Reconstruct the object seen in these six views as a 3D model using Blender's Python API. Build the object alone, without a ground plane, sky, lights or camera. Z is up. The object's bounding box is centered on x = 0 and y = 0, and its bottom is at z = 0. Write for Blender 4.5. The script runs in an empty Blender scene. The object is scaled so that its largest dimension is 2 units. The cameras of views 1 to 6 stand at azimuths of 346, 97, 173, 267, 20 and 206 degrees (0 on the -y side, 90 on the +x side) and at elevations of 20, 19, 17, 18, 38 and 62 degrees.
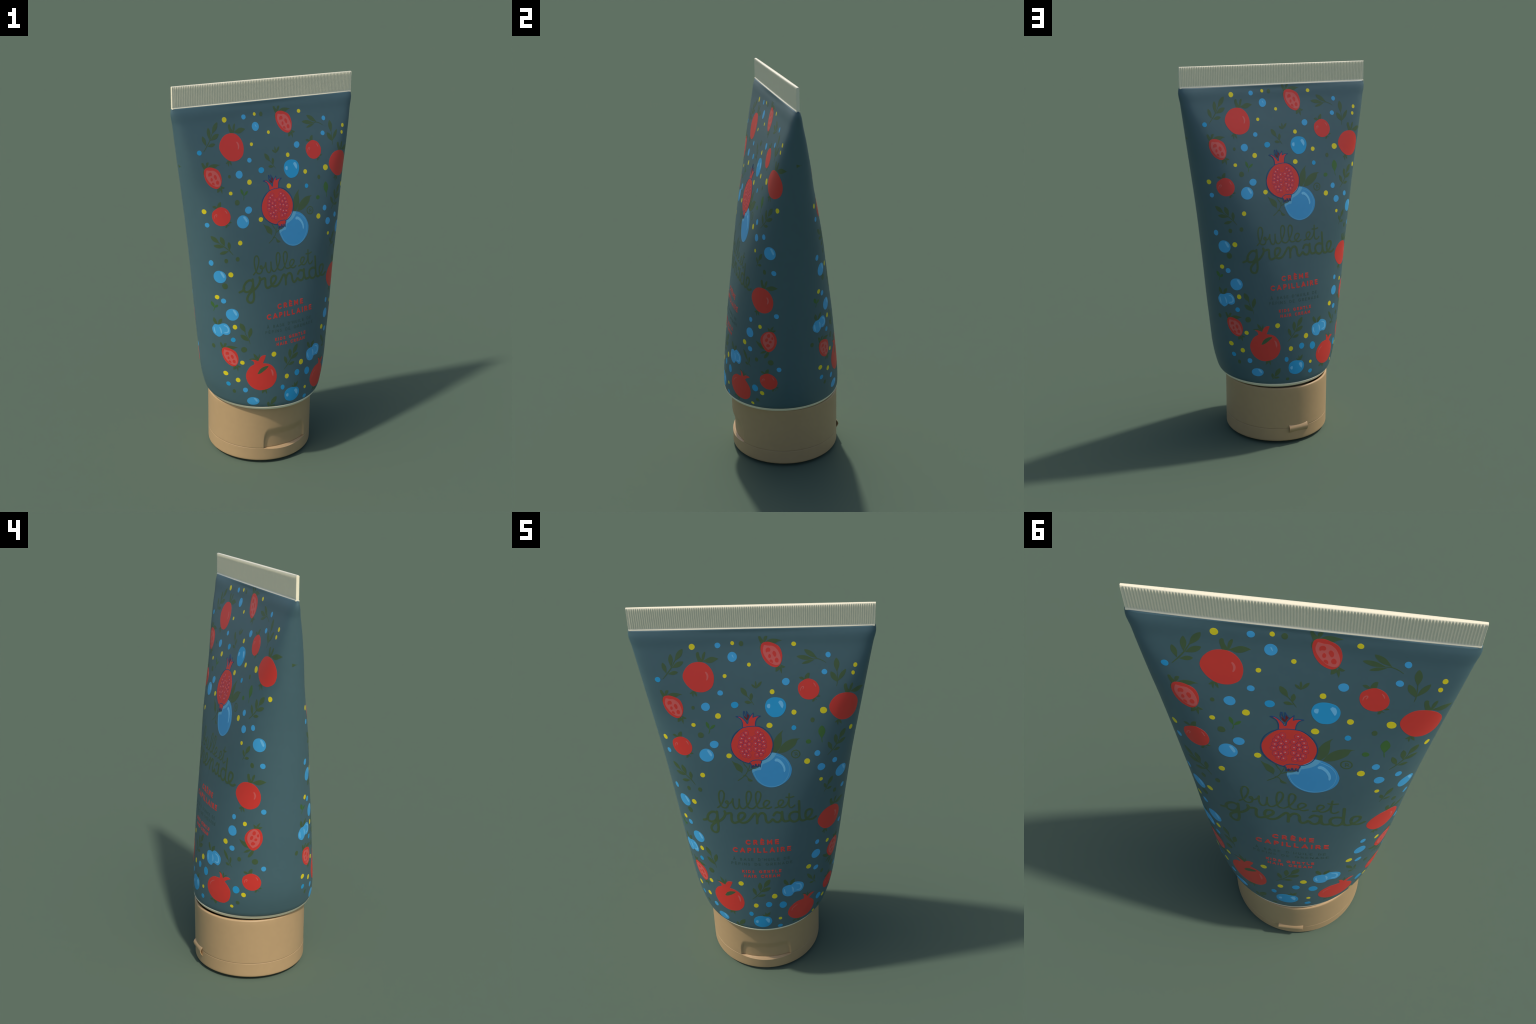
# A squeezable cosmetic tube standing on its flip-top cap: body, crimped seal,
# shoulder ring, cap and the printed fruit pattern, all built procedurally.
import bpy, bmesh, math
import numpy as np
from mathutils import Vector, Matrix

TURN = math.radians(17.4)          # the whole tube is turned about its axis
Z_RING, Z_SEAL, Z_TOP = 0.351, 1.897, 2.0

# ------------------------------------------------------------------ body form
# Every horizontal section is a super-ellipse  |x/a|^p + (y/b)^2 = 1 : round at
# the cap (p = 2), ever flatter faces towards the blade-like seal (large p).
PROFILE_Z = [.351, .356, .363, .375, .40, .45, .52, .62, .80, 1.0, 1.25, 1.5, 1.7, 1.82, 1.875, 1.897]
HALF_WIDTH = [.2985, .3060, .3110, .3165, .3245, .3380, .3510, .3630, .3835, .4040, .4315, .4670, .4955, .5135, .5230, .5205]
HALF_DEPTH = [.2965, .2990, .3003, .3010, .3005, .2980, .2920, .2815, .2590, .2270, .1775, .1178, .0675, .0355, .0222, .0130]
POWER_Z = [.351, .6, .8, 1.0, 1.25, 1.5, 1.7, 1.8, 1.897]
POWER = [2.0, 2.1, 2.35, 2.7, 4.2, 6.1, 14., 21., 21.]
BULGE_Z = [.351, 1.1, 1.25, 1.36, 1.47, 1.57, 1.68, 1.79, 1.85, 1.875, 1.887, 1.897]
BULGE = [0., 0., .0015, .0035, .0025, 0., -.002, -.0050, -.0060, -.0060, -.0038, 0.]


def monotone(x, xk, yk):
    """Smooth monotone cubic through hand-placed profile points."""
    xk, yk = np.asarray(xk, float), np.asarray(yk, float)
    h, d = np.diff(xk), np.diff(yk) / np.diff(xk)
    m = np.zeros(len(xk))
    for i in range(1, len(xk) - 1):
        if d[i - 1] * d[i] > 0:
            w1, w2 = 2 * h[i] + h[i - 1], h[i] + 2 * h[i - 1]
            m[i] = (w1 + w2) / (w1 / d[i - 1] + w2 / d[i])
    m[0], m[-1] = d[0], d[-1]
    x = np.clip(np.asarray(x, float), xk[0], xk[-1])
    i = np.clip(np.searchsorted(xk, x) - 1, 0, len(xk) - 2)
    u = (x - xk[i]) / h[i]
    return ((1 + 2 * u) * (1 - u) ** 2 * yk[i] + u * (1 - u) ** 2 * h[i] * m[i]
            + u * u * (3 - 2 * u) * yk[i + 1] + u * u * (u - 1) * h[i] * m[i + 1])


QUARTER = 260
_T = np.linspace(0, 1, QUARTER)


def quarter_sections(z):
    """Quarter outline (front centre -> side) for an array of heights: x, y, arc."""
    z = np.atleast_1d(z)
    a, b = monotone(z, PROFILE_Z, HALF_WIDTH), monotone(z, PROFILE_Z, HALF_DEPTH)
    p = monotone(z, POWER_Z, POWER)[:, None]
    g = monotone(z, BULGE_Z, BULGE)
    n1 = 60
    w1 = np.linspace(0, .8, n1, endpoint=False)
    t0 = np.arcsin(.8 ** (p / 2))
    t2 = t0 + (math.pi / 2 - t0) * np.linspace(0, 1, QUARTER - n1)
    w = np.concatenate([np.repeat(w1[None], len(z), 0), np.sin(t2) ** (2 / p)], 1)
    x = a[:, None] * w
    y = -b[:, None] * np.sqrt(np.clip(1 - w ** p, 0, 1))
    y[:, -1] = 0.
    y = y - g[:, None] * np.cos(np.clip(x / a[:, None], 0, 1) * math.pi / 2) ** 2
    arc = np.concatenate([np.zeros((len(z), 1)),
                          np.cumsum(np.hypot(np.diff(x, axis=1), np.diff(y, axis=1)), 1)], 1)
    return x, y, arc


def body_points(s, z):
    """Chart of the label: s = distance along the skin from the front centre line,
    z = height.  Returns points on the body in the tube's own frame."""
    s, z = np.broadcast_arrays(np.asarray(s, float), np.asarray(z, float))
    shp = s.shape
    s, z = s.ravel(), z.ravel()
    x, y, arc = quarter_sections(z)
    q = arc[:, -1]
    per = 4 * q
    w = (s + 2 * q) % per - 2 * q
    sg, aw = np.sign(w), np.abs(w)
    back = aw > q
    aw2 = np.where(back, 2 * q - aw, aw)
    px, py = np.empty_like(z), np.empty_like(z)
    for i in range(len(z)):
        px[i] = np.interp(aw2[i], arc[i], x[i])
        py[i] = np.interp(aw2[i], arc[i], y[i])
    py = np.where(back, -py, py)
    return np.stack([sg * px, py, z], -1).reshape(shp + (3,))


def body_offset(s, z, d):
    """Point lifted by d off the skin along its normal."""
    e = 2e-3
    p = body_points(s, z)
    zu, zd = np.minimum(np.asarray(z) + e, Z_SEAL), np.maximum(np.asarray(z) - e, Z_RING)
    ds = body_points(np.asarray(s) + e, z) - body_points(np.asarray(s) - e, z)
    dz = body_points(s, zu) - body_points(s, zd)
    n = np.cross(ds, dz)
    n /= np.maximum(np.linalg.norm(n, axis=-1, keepdims=True), 1e-9)
    return p + n * np.asarray(d)[..., None]
# ------------------------------------------------------------ printed pattern
# Label chart in millimetres: (distance along the skin, height).
YELLOW_DOTS = [  # s, z, width, height
    [-254,1826,26,25], [-82,1837,16,17], [177,1829,20,19], [-15,1745,16,17], [-121,1699,17,17], [80,1627,21,21],
    [172,1535,22,22], [300,1540,31,29], [-159,1524,25,25], [64,1478,26,24], [-269,1484,19,18], [-411,1406,23,24],
    [-120,1340,24,23], [226,1305,26,27], [289,1205,17,18], [-245,1242,23,23], [436,1736,17,20], [427,1702,15,18],
    [432,1432,21,24], [-302,1085,25,26], [-378,963,24,23], [-296,807,23,25], [-101,648,26,26], [-266,611,23,22],
    [-358,539,28,25], [-292,510,25,25], [59,572,27,28], [-33,516,23,26], [83,424,17,18], [233,711,27,26],
    [339,823,20,22], [339,451,23,24], [274,377,18,16],
]
AZURE_DOTS = [  # s, z, width, height
    [-145,1829,24,24], [321,1782,22,23], [305,1710,24,23], [140,1670,33,31], [-144,1626,25,22], [-211,1566,39,36],
    [-183,1394,39,34], [-402,1339,22,24], [272,1340,26,28], [290,1269,36,35], [354,1289,24,27], [-397,1144,25,29],
    [-346,945,26,27], [-255,455,26,28], [416,1118,26,25], [427,893,25,25], [277,846,22,26], [272,775,48,52],
    [274,686,30,26], [434,598,23,26],
]
CYAN_DOTS = [  # s, z, width, height
    [-410,1689,24,23], [-84,1572,32,28], [170,1465,21,22], [-308,736,25,25], [-346,479,26,24], [30,522,31,32],
    [99,511,37,41], [-59,460,22,27], [81,372,26,22], [301,473,36,38],
]
GREEN_DOTS = [  # s, z, width, height
    [-45,1834,19,23], [-266,1563,14,17], [252,1498,18,23], [-240,1437,27,26], [-321,1157,19,23], [-264,1163,20,23],
    [-334,1025,29,31], [-420,685,21,25], [-255,684,30,31], [-315,440,19,23], [-55,350,19,17], [364,1115,19,25],
    [315,638,20,24], [393,635,30,30], [307,403,20,20],
]
BRIGHT_DOTS = [  # s, z, width, height
    [233,1399,23,21],
]
BUBBLES = [  # s, z, width, height
    [-85,1779,40,42], [-220,1342,66,62], [-306,874,64,64], [-357,1073,64,65], [-215,391,64,47], [395,1216,65,65],
]
TOMATO = dict(at=[-234,1697],
    body=[
        [[-7.8,63.7], [9.2,64.2], [29.1,59.1], [45.9,46.9], [59.7,26.9], [66.3,4.0], [65.2,-20.2], [56.5,-43.1], [40.5,-57.3], [19.8,-65.2], [-2.5,-65.3], [-24.7,-58.2], [-46.4,-40.0], [-59.2,-21.9], [-65.8,-6.1], [-66.8,7.3], [-62.9,21.2], [-53.3,37.6], [-37.4,52.8], [-23.3,60.3]],
    ],
    hl=[
        [[29.4,19.4], [33.3,22.7], [38.0,18.5], [42.6,9.6], [43.3,0.1], [39.3,-11.0], [34.6,-15.5], [33.4,-12.7], [35.5,-3.7], [35.5,4.9], [32.5,14.0]],
    ],
    leaf=[
        [[3.0,63.5], [-4.1,87.6], [-3.9,101.4], [1.9,107.2], [7.9,105.0], [11.2,87.6], [20.1,72.3], [21.4,63.8]],
        [[19.2,69.3], [21.2,90.8], [28.4,103.7], [35.3,107.7], [35.9,98.7], [29.3,78.3], [21.4,63.8]],
        [[21.5,66.7], [41.6,77.9], [56.9,84.1], [70.6,83.6], [90.4,75.8], [70.5,64.2], [56.7,58.7], [42.9,59.8], [30.7,65.0]],
        [[-29.5,-58.9], [-37.7,-66.2], [-43.0,-72.0], [-36.3,-73.1], [-30.6,-69.2]],
        [[-31.9,-59.2], [-31.9,-77.6], [-27.1,-89.3], [-24.7,-70.5], [-23.1,-60.0]],
        [[-23.9,-60.2], [-21.1,-74.0], [-10.2,-85.9], [-12.2,-70.7], [-16.8,-61.2]],
    ],
)
CUT_BERRY = dict(at=[81.5,1785],
    body=[
        [[-26.8,54.3], [-10.6,55.1], [7.6,49.7], [29.1,38.2], [38.9,24.4], [44.9,2.9], [44.7,-14.8], [38.7,-34.8], [29.0,-46.7], [17.1,-51.8], [0.1,-48.1], [-19.0,-35.7], [-33.8,-16.8], [-41.5,1.7], [-45.4,21.6], [-43.2,40.4], [-37.0,50.1]],
    ],
    flesh=[
        [[-29.9,42.4], [-12.6,39.0], [5.3,37.6], [19.3,28.5], [27.4,18.4], [34.4,3.3], [38.9,-13.7], [38.9,-27.2], [33.7,-38.4], [24.1,-42.7], [10.3,-40.9], [-5.6,-31.9], [-20.2,-16.8], [-31.7,1.2], [-35.7,14.8], [-34.5,29.5]],
    ],
    seed=[
        [[-24.1,15.5], [-23.1,25.0], [-15.2,30.8], [-6.8,28.6], [-4.2,20.7], [-7.6,14.0], [-15.8,13.7], [-21.6,10.4]],
        [[-14.0,-5.1], [-12.2,2.1], [-7.0,4.5], [-2.6,-2.4], [-3.9,-10.5], [-8.3,-13.1], [-12.9,-10.8]],
        [[4.1,6.6], [6.6,14.8], [11.8,16.4], [18.1,10.8], [20.3,1.1], [17.0,-6.9], [11.8,-7.1], [7.6,-0.8]],
        [[13.2,-21.5], [17.4,-13.1], [23.4,-12.2], [29.2,-19.1], [28.4,-28.8], [23.3,-32.0], [16.3,-29.6]],
        [[-9.1,-24.8], [-6.3,-19.9], [1.3,-20.4], [5.0,-26.5], [5.5,-34.4], [-1.0,-32.1], [-7.3,-28.3]],
    ],
    leaf=[
        [[-43.5,46.3], [-52.0,66.7], [-54.3,77.5], [-51.7,80.2], [-44.4,80.2], [-39.0,69.9], [-31.6,60.0], [-32.5,49.8]],
        [[-31.5,58.2], [-30.4,74.0], [-24.4,80.2], [-16.3,80.2], [-14.6,79.0], [-18.8,67.4], [-28.2,52.3]],
        [[-25.3,53.6], [-11.2,64.3], [4.7,68.6], [21.0,67.4], [36.1,63.5], [45.9,60.8], [30.8,56.7], [16.5,49.1], [4.6,49.3], [-10.5,53.8]],
        [[-42.8,46.4], [-48.5,35.6], [-47.6,20.2], [-43.1,20.9]],
        [[16.3,-50.4], [14.7,-70.9], [23.0,-68.9], [32.2,-59.5], [31.9,-45.3]],
        [[30.5,-56.9], [40.7,-80.0], [42.7,-62.6], [39.4,-44.2]],
        [[35.2,-39.2], [47.1,-45.0], [57.9,-50.5], [49.5,-55.4], [39.3,-52.7]],
    ],
)
CUT_BERRY_UPRIGHT = dict(at=[386,749.5],
    body=[
        [[4.5,56.6], [22.8,54.9], [35.4,39.4], [41.2,14.6], [39.4,-8.1], [28.6,-31.7], [15.3,-47.4], [-0.8,-55.8], [-16.8,-50.8], [-30.2,-35.0], [-41.2,-14.8], [-45.2,3.9], [-39.0,24.8], [-23.0,44.8], [-9.0,53.0]],
    ],
    flesh=[
        [[1.8,53.4], [14.9,48.3], [25.0,32.8], [29.3,13.6], [26.6,-12.1], [15.8,-30.3], [-4.4,-44.5], [-16.3,-32.3], [-28.3,-14.9], [-32.1,4.0], [-27.4,27.2], [-14.6,43.6]],
    ],
    seed=[
        [[-7.4,32.4], [-2.4,43.0], [5.7,43.7], [9.0,35.0], [5.3,25.2], [-4.0,23.7]],
        [[-18.9,6.6], [-13.7,17.3], [-4.1,19.0], [-3.0,10.8], [-8.6,-0.6], [-16.9,-2.0]],
        [[14.0,23.0], [19.9,32.2], [24.4,24.3], [23.4,15.2], [16.9,15.0]],
        [[2.2,0.9], [8.9,8.3], [16.2,5.9], [14.4,-3.6], [4.6,-5.5]],
        [[-13.2,-20.5], [-7.6,-12.5], [0.5,-12.6], [8.2,-19.4], [0.1,-28.2], [-10.7,-28.5]],
    ],
    leaf=[
        [[1.8,54.8], [-2.1,65.2], [-5.3,78.0], [7.3,70.9], [9.8,58.8]],
        [[5.9,58.2], [15.3,78.9], [28.8,89.7], [21.7,71.4], [15.1,56.7]],
        [[12.5,59.1], [25.5,67.7], [39.5,67.2], [28.0,56.9], [20.2,54.6]],
        [[-20.8,-47.3], [-44.7,-40.9], [-60.8,-27.8], [-72.9,-7.1], [-50.0,-15.4], [-38.3,-17.0]],
        [[-15.5,-52.0], [-33.7,-56.9], [-50.5,-72.7], [-31.2,-69.1], [-14.2,-57.4]],
        [[-8.8,-55.1], [-24.5,-79.2], [-29.1,-94.3], [-18.0,-92.3], [-2.6,-72.6], [1.9,-54.9]],
    ],
)
CHERRY = dict(at=[-330,1379],
    body=[
        [[7.6,44.7], [30.0,33.9], [44.5,11.6], [46.4,-9.5], [37.4,-29.6], [16.9,-43.5], [-4.8,-45.3], [-25.3,-37.1], [-39.5,-19.3], [-44.8,2.2], [-39.9,23.4], [-21.4,38.3], [-7.4,44.7]],
    ],
    leaf=[
        [[-17.2,40.7], [-12.8,58.7], [-2.3,69.6], [5.5,70.1], [5.0,59.8], [2.0,43.1]],
        [[-40.6,51.2], [-27.9,54.5], [-15.4,45.8], [-20.0,39.5], [-32.8,43.7]],
        [[31.4,-34.2], [43.2,-27.0], [51.7,-31.6], [39.5,-35.8]],
        [[25.6,-37.7], [38.4,-48.1], [31.6,-46.9]],
        [[18.3,-42.3], [15.2,-56.2], [24.2,-53.4], [29.7,-38.0]],
    ],
    stroke=[
        [[-34.2,-6.1], [-31.8,4.5], [-25.1,11.6], [-20.7,10.6], [-21.8,4.0], [-24.3,-0.1]],
        [[21.7,26.4], [27.1,19.9], [30.9,10.9]],
    ],
)
PLUM = dict(at=[93,1558.5],
    body=[
        [[-8.4,43.8], [11.4,42.9], [31.7,35.6], [44.0,17.9], [44.6,-3.2], [34.3,-26.2], [19.1,-39.3], [3.3,-43.9], [-17.0,-42.2], [-35.1,-27.5], [-44.2,-8.9], [-45.1,9.5], [-37.3,29.0], [-24.0,39.3]],
    ],
    hl=[
        [[-37.1,9.4], [-32.5,14.8], [-23.5,15.4], [-22.9,5.0], [-25.4,-3.4], [-31.4,-3.7], [-36.7,1.5]],
        [[12.8,22.3], [19.3,29.8], [28.5,26.0], [33.9,13.7], [33.1,3.0], [28.8,-5.7], [24.4,0.3], [15.3,16.1]],
    ],
)
PLUM_WITH_LEAVES = dict(at=[-5.5,410.5],
    body=[
        [[18.8,33.6], [37.3,27.0], [46.7,7.9], [42.7,-13.8], [25.4,-31.8], [3.7,-39.0], [-17.5,-36.1], [-36.3,-24.1], [-43.4,-1.3], [-39.1,20.5], [-23.7,33.3], [-4.5,36.8]],
    ],
    hl=[
        [[-34.4,0.1], [-27.6,8.3], [-20.1,6.6], [-21.7,-7.7], [-29.5,-10.2]],
        [[14.7,15.6], [22.2,24.2], [33.4,18.4], [36.2,4.6], [32.2,-10.6], [25.5,-3.7]],
    ],
    leaf=[
        [[9.6,33.1], [-0.7,49.6], [13.5,41.8], [18.7,31.7]],
        [[13.3,33.8], [15.1,63.9], [22.1,49.1], [20.6,31.8]],
        [[16.9,32.8], [24.8,53.2], [40.1,64.4], [37.0,46.6], [22.4,31.3]],
    ],
)
DOUBLE_BERRY_WIDE = dict(at=[-368.5,784.5],
    body=[
        [[-47.0,11.1], [-33.7,25.5], [-12.3,27.6], [11.7,37.9], [29.6,36.0], [43.5,20.1], [48.5,1.5], [44.7,-14.7], [32.4,-23.1], [20.2,-24.1], [9.6,-20.9], [-2.2,-34.3], [-15.5,-40.9], [-28.5,-36.6], [-44.8,-24.2], [-51.8,-3.2]],
    ],
    stroke=[
        [[-39.3,7.1], [-38.0,-9.5], [-34.3,-23.3]],
        [[-7.0,13.2], [-1.6,-0.3], [0.1,-17.7]],
        [[18.6,26.8], [31.8,22.1], [39.0,7.0], [34.7,-7.8], [17.8,-13.2]],
    ],
    leaf=[
        [[-18.8,27.0], [-34.7,33.3], [-42.6,47.6], [-36.9,66.5], [-26.4,54.3], [-19.3,33.4]],
        [[-15.5,27.7], [-12.5,47.4], [-2.2,60.2], [9.7,64.2], [6.8,47.3], [-7.4,30.8]],
    ],
)
DOUBLE_BERRY_TALL = dict(at=[143,598],
    body=[
        [[-46.1,-4.0], [-41.0,19.9], [-18.4,30.2], [-2.0,29.6], [15.5,41.2], [39.6,36.8], [61.0,19.7], [61.9,-6.7], [46.5,-25.2], [26.0,-22.3], [12.5,-23.8], [-0.5,-38.5], [-22.4,-38.0], [-40.2,-25.0]],
    ],
    stroke=[
        [[-34.8,8.4], [-35.2,-4.3], [-29.7,-18.8]],
        [[2.7,15.1], [7.5,0.6], [7.3,-15.5]],
        [[25.9,27.9], [43.9,20.3], [50.2,1.0], [44.4,-11.4], [27.1,-12.3]],
    ],
    leaf=[
        [[-18.5,28.6], [-35.8,46.8], [-39.5,63.8], [-30.8,70.0], [-18.0,50.8], [-14.7,33.8]],
        [[-6.8,29.6], [-4.0,52.6], [16.6,64.3], [15.5,46.1], [2.9,31.1]],
    ],
)
POMEGRANATE_BROAD = dict(at=[-172.5,536],
    body=[
        [[-50.0,91.0], [-31.1,90.6], [-12.3,81.8], [-4.3,98.6], [9.5,111.6], [27.6,113.0], [25.7,103.8], [11.1,69.7], [36.5,64.9], [57.5,52.9], [75.3,26.7], [82.1,-6.0], [76.6,-33.7], [60.5,-57.1], [41.9,-69.5], [17.7,-77.2], [-9.0,-79.2], [-35.4,-70.7], [-58.6,-51.4], [-74.1,-22.4], [-77.1,7.0], [-68.0,33.2], [-52.7,54.3], [-32.4,66.8], [-35.8,81.2]],
    ],
    over=[
        [[-18.8,13.1], [-3.3,38.5], [17.9,51.1], [40.7,53.4], [35.8,44.5], [14.1,26.1], [-7.0,13.2]],
    ],
    hl=[
        [[50.1,33.4], [59.7,27.4], [65.3,9.2], [62.3,-7.8], [58.3,2.3], [54.8,18.6]],
    ],
    leaf=[
        [[-13.7,81.9], [-34.0,90.7], [-61.6,94.3], [-48.3,99.0], [-27.9,96.8]],
        [[-10.7,83.3], [-30.7,103.3], [-36.3,128.2], [-18.6,112.2], [-10.3,95.9]],
        [[-15.0,86.7], [-9.8,111.6], [-5.8,124.9], [-4.0,108.0], [-9.1,89.5]],
        [[4.4,-76.4], [1.1,-100.4], [16.1,-88.6], [16.3,-75.5]],
        [[13.3,-76.9], [27.9,-104.9], [28.2,-82.9], [23.8,-74.4]],
        [[17.7,-77.2], [40.2,-82.3], [29.7,-76.5]],
    ],
)
POMEGRANATE_TILTED = dict(at=[206,456],
    body=[
        [[-38.7,52.7], [-15.7,55.7], [1.2,55.7], [2.0,73.3], [-3.2,86.2], [9.3,81.6], [21.0,61.4], [36.1,70.9], [53.8,72.3], [64.5,66.4], [46.6,58.5], [31.2,46.1], [49.0,28.7], [62.8,6.5], [64.4,-19.9], [55.7,-46.8], [40.5,-62.2], [22.4,-71.3], [-10.4,-72.3], [-42.2,-63.7], [-69.0,-42.3], [-82.1,-18.5], [-82.4,4.7], [-69.0,30.7]],
    ],
    stroke=[
        [[-64.1,0.8], [-60.5,14.0], [-48.0,25.6], [-34.5,32.7]],
    ],
    leaf=[
        [[21.0,61.4], [3.2,79.4], [-7.7,93.2], [11.2,85.2]],
        [[19.1,62.2], [20.3,79.9], [22.1,96.3], [26.8,79.2], [25.6,65.9]],
        [[21.8,63.1], [32.4,78.3], [46.2,84.3], [36.1,75.2]],
        [[-58.7,-69.0], [-59.9,-78.5], [-43.7,-76.3], [-42.2,-63.7]],
        [[-42.8,-70.0], [-25.6,-92.0], [-15.1,-77.1], [-25.4,-66.0]],
    ],
)
TOMATO_SPOTS = [[-234, 1697], [392, 1550], [344, 965.5]]
CUT_BERRY_SPOTS = [[82, 1784, 1.0], [-353, 1564, .97], [-329, 636, .96]]
CHERRY_SPOTS = [[-330, 1379], [236, 1636], [377, 525]]
SPRIGS = []
SPRIGS.append(dict(at=[-386.5,1693], ink='green', stem=[[0,0], [17,19], [38.5,46], [54,72.5], [59,80.5]],
    leaves=[[16.5,23,2,70,18.5], [38,49.5,39,106,19.5], [55.5,74.5,92.5,126,22.5], [42,46,92.5,71.5,21.5], [23.5,20.5,66,27.5,17]]))  # base, tip, width
SPRIGS.append(dict(at=[-285,1186.5], ink='green', stem=[[0,0], [-17.5,22], [-40.5,42], [-66.5,63]],
    leaves=[[-64,60.5,-104.5,97.5,21.5], [-39.5,46,-56.5,94.5,21.5], [-41.5,42,-93.5,49,19], [-16,23,-18,66.5,16.5], [-21.5,20,-66,7.5,16]]))  # base, tip, width
SPRIGS.append(dict(at=[-223,714.5], ink='green', stem=[[0,0], [-5,22], [-20,52], [-25,68]],
    leaves=[[-21,64.5,-46,114,23.5], [-5.5,16,-47.5,51.5,22.5], [-5,30,8.5,87.5,20.5]]))  # base, tip, width
SPRIGS.append(dict(at=[-49.5,556], ink='green', stem=[[0,0], [21,20.5], [43,47], [58.5,71.5]],
    leaves=[[21,24,6.5,70.5,17], [39.5,49.5,40.5,104.5,20], [56.5,70.5,89.5,122,23], [45,46.5,91,72.5,21.5], [26,18,65.5,29,16]]))  # base, tip, width
SPRIGS.append(dict(at=[356,1645.5], ink='green', stem=[[0,0], [3.5,18.5], [3.5,46], [2.5,68]],
    leaves=[[2,63,-0.5,123.5,23.5], [3.5,18.5,-24.5,65,22.5], [4,21,40.5,75,18]]))  # base, tip, width
SPRIGS.append(dict(at=[312,1748.5], ink='green', stem=[[0,0], [-17.5,10.5], [-38,17.5], [-55.5,16], [-75.5,19.5]],
    leaves=[[-36.5,19,-92,56.5,21], [-52.5,16,-124.5,28,19], [-49.5,13,-102.5,-3,12.5]]))  # base, tip, width
SPRIGS.append(dict(at=[0,1570.5], ink='green', stem=[[0,0], [-15.5,23], [-34.5,46.5]],
    leaves=[[-26.5,35,-54.5,77.5,21], [-12.5,18,-9.5,53,15], [-9,9.5,-41,14.5,14]]))  # base, tip, width
SPRIGS.append(dict(at=[11,1642.5], ink='green', stem=[[0,0], [1,6]],
    leaves=[[0,0,-19,18.5,9.5], [0,0,-1,33,8], [0,0,25.5,30.5,11.5]]))  # base, tip, width
SPRIGS.append(dict(at=[-205,1444.5], ink='bright', stem=[[0,0], [5,11], [5,20]],
    leaves=[[4.5,19.5,-7.5,54.5,13.5], [5,19,31,40,12]]))  # base, tip, width
SPRIGS.append(dict(at=[-404,884.5], ink='bright', stem=[[0,0], [6,12], [7.5,20]],
    leaves=[[7,18.5,-8.5,51.5,18], [7,18.5,28.5,37,12.5]]))  # base, tip, width
SPRIGS.append(dict(at=[294,1389.5], ink='bright', stem=[[0,0], [-3,22]],
    leaves=[[-2.5,19,-1.5,81,31.5]]))  # base, tip, width
SPRIGS.append(dict(at=[319,1324], ink='green', stem=[[0,0], [20.5,19.5], [43,46.5], [56.5,74.5]],
    leaves=[[20.5,19.5,1.5,65,17.5], [39.5,45,34.5,96.5,19], [52.5,68.5,82.5,113.5,23.5], [41,43.5,86.5,65.5,18.5], [25,17.5,59.5,22.5,15]]))  # base, tip, width
SPRIGS.append(dict(at=[305.5,1129.5], ink='green', stem=[[0,0], [12,21], [21,40]],
    leaves=[[15.5,31,42,75,19], [10.5,16,-0.5,48.5,13.5], [11,10.5,39,16.5,13.5]]))  # base, tip, width
SPRIGS.append(dict(at=[278,587.5], ink='green', stem=[[0,0], [-13,14], [-22,26.5]],
    leaves=[[-20,26,-52.5,80,16], [-12,14.5,-9.5,52,11], [-13,6.5,-38.5,15,13.5]]))  # base, tip, width
SPRIGS.append(dict(at=[-139,349], ink='green', stem=[[0,0], [11,14], [19,28]],
    leaves=[[13,16,45,66,23], [4.5,8,2,38.5,14], [6.5,10,40.5,15,11.5]]))  # base, tip, width
STRAY_LEAF_TIP = [[-535, 1628], [-506, 1620.5], [-532, 1611]]
LOGO_AT = [-12,1388.5]
LOGO_GREEN = [
    [[87.7,-31.3], [91.6,14.1], [107.6,42.8], [135.9,68.4], [127.9,50.2], [128.5,23.9], [122.6,-7.9], [100.2,-38.3]],
    [[107.8,-38.5], [123.8,-8.0], [144.6,12.8], [172.6,25.3], [210.4,26.6], [197.7,20.4], [187.2,-1.9], [164.0,-22.5], [135.7,-36.6]],
    [[-98.8,-70.7], [-85.2,-80.5], [-70.1,-86.3], [-54.1,-100.6], [-49.6,-114.7], [-53.1,-134.5], [-45.9,-145.4], [-59.3,-128.8], [-76.7,-117.2], [-86.0,-97.3]],
    [[-31.9,-149.0], [-24.6,-159.1], [-9.5,-169.4], [-6.6,-173.8], [-20.1,-175.6], [-28.9,-170.5], [-31.0,-157.6]],
]
LOGO_STEM = [
    [[-73.7,-169.9], [-52.8,-154.4], [-36.5,-137.6], [-26.6,-117.9], [-16.0,-91.3]],
    [[-46.8,-81.0], [-39.7,-95.2], [-31.3,-106.6], [-28.0,-119.3]],
    [[-25.6,-123.6], [-9.8,-115.4], [21.2,-108.9]],
    [[-47.1,-144.5], [-34.4,-149.0], [-27.3,-162.0]],
]
LOGO_BUBBLE = [
    [[81.2,-36.0], [102.7,-39.2], [130.3,-51.4], [152.6,-74.2], [166.0,-102.6], [168.9,-122.5], [161.0,-153.5], [142.4,-178.6], [110.9,-199.2], [75.7,-207.0], [43.6,-199.1], [15.9,-178.5], [-1.0,-149.6], [-8.9,-123.9], [-7.3,-115.4], [10.9,-111.5], [29.3,-99.2], [37.9,-74.1], [58.9,-55.2], [72.3,-36.4]],
]
LOGO_CRESCENT = [
    [[81.2,-36.0], [102.7,-39.8], [91.9,-58.7], [73.6,-74.9], [52.8,-85.6], [39.8,-90.9], [31.1,-118.9], [16.9,-120.1], [2.6,-125.5], [-8.0,-132.4], [-7.3,-115.4], [10.9,-111.5], [29.3,-99.2], [36.6,-74.1], [58.9,-55.2], [72.3,-36.4]],
]
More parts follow.
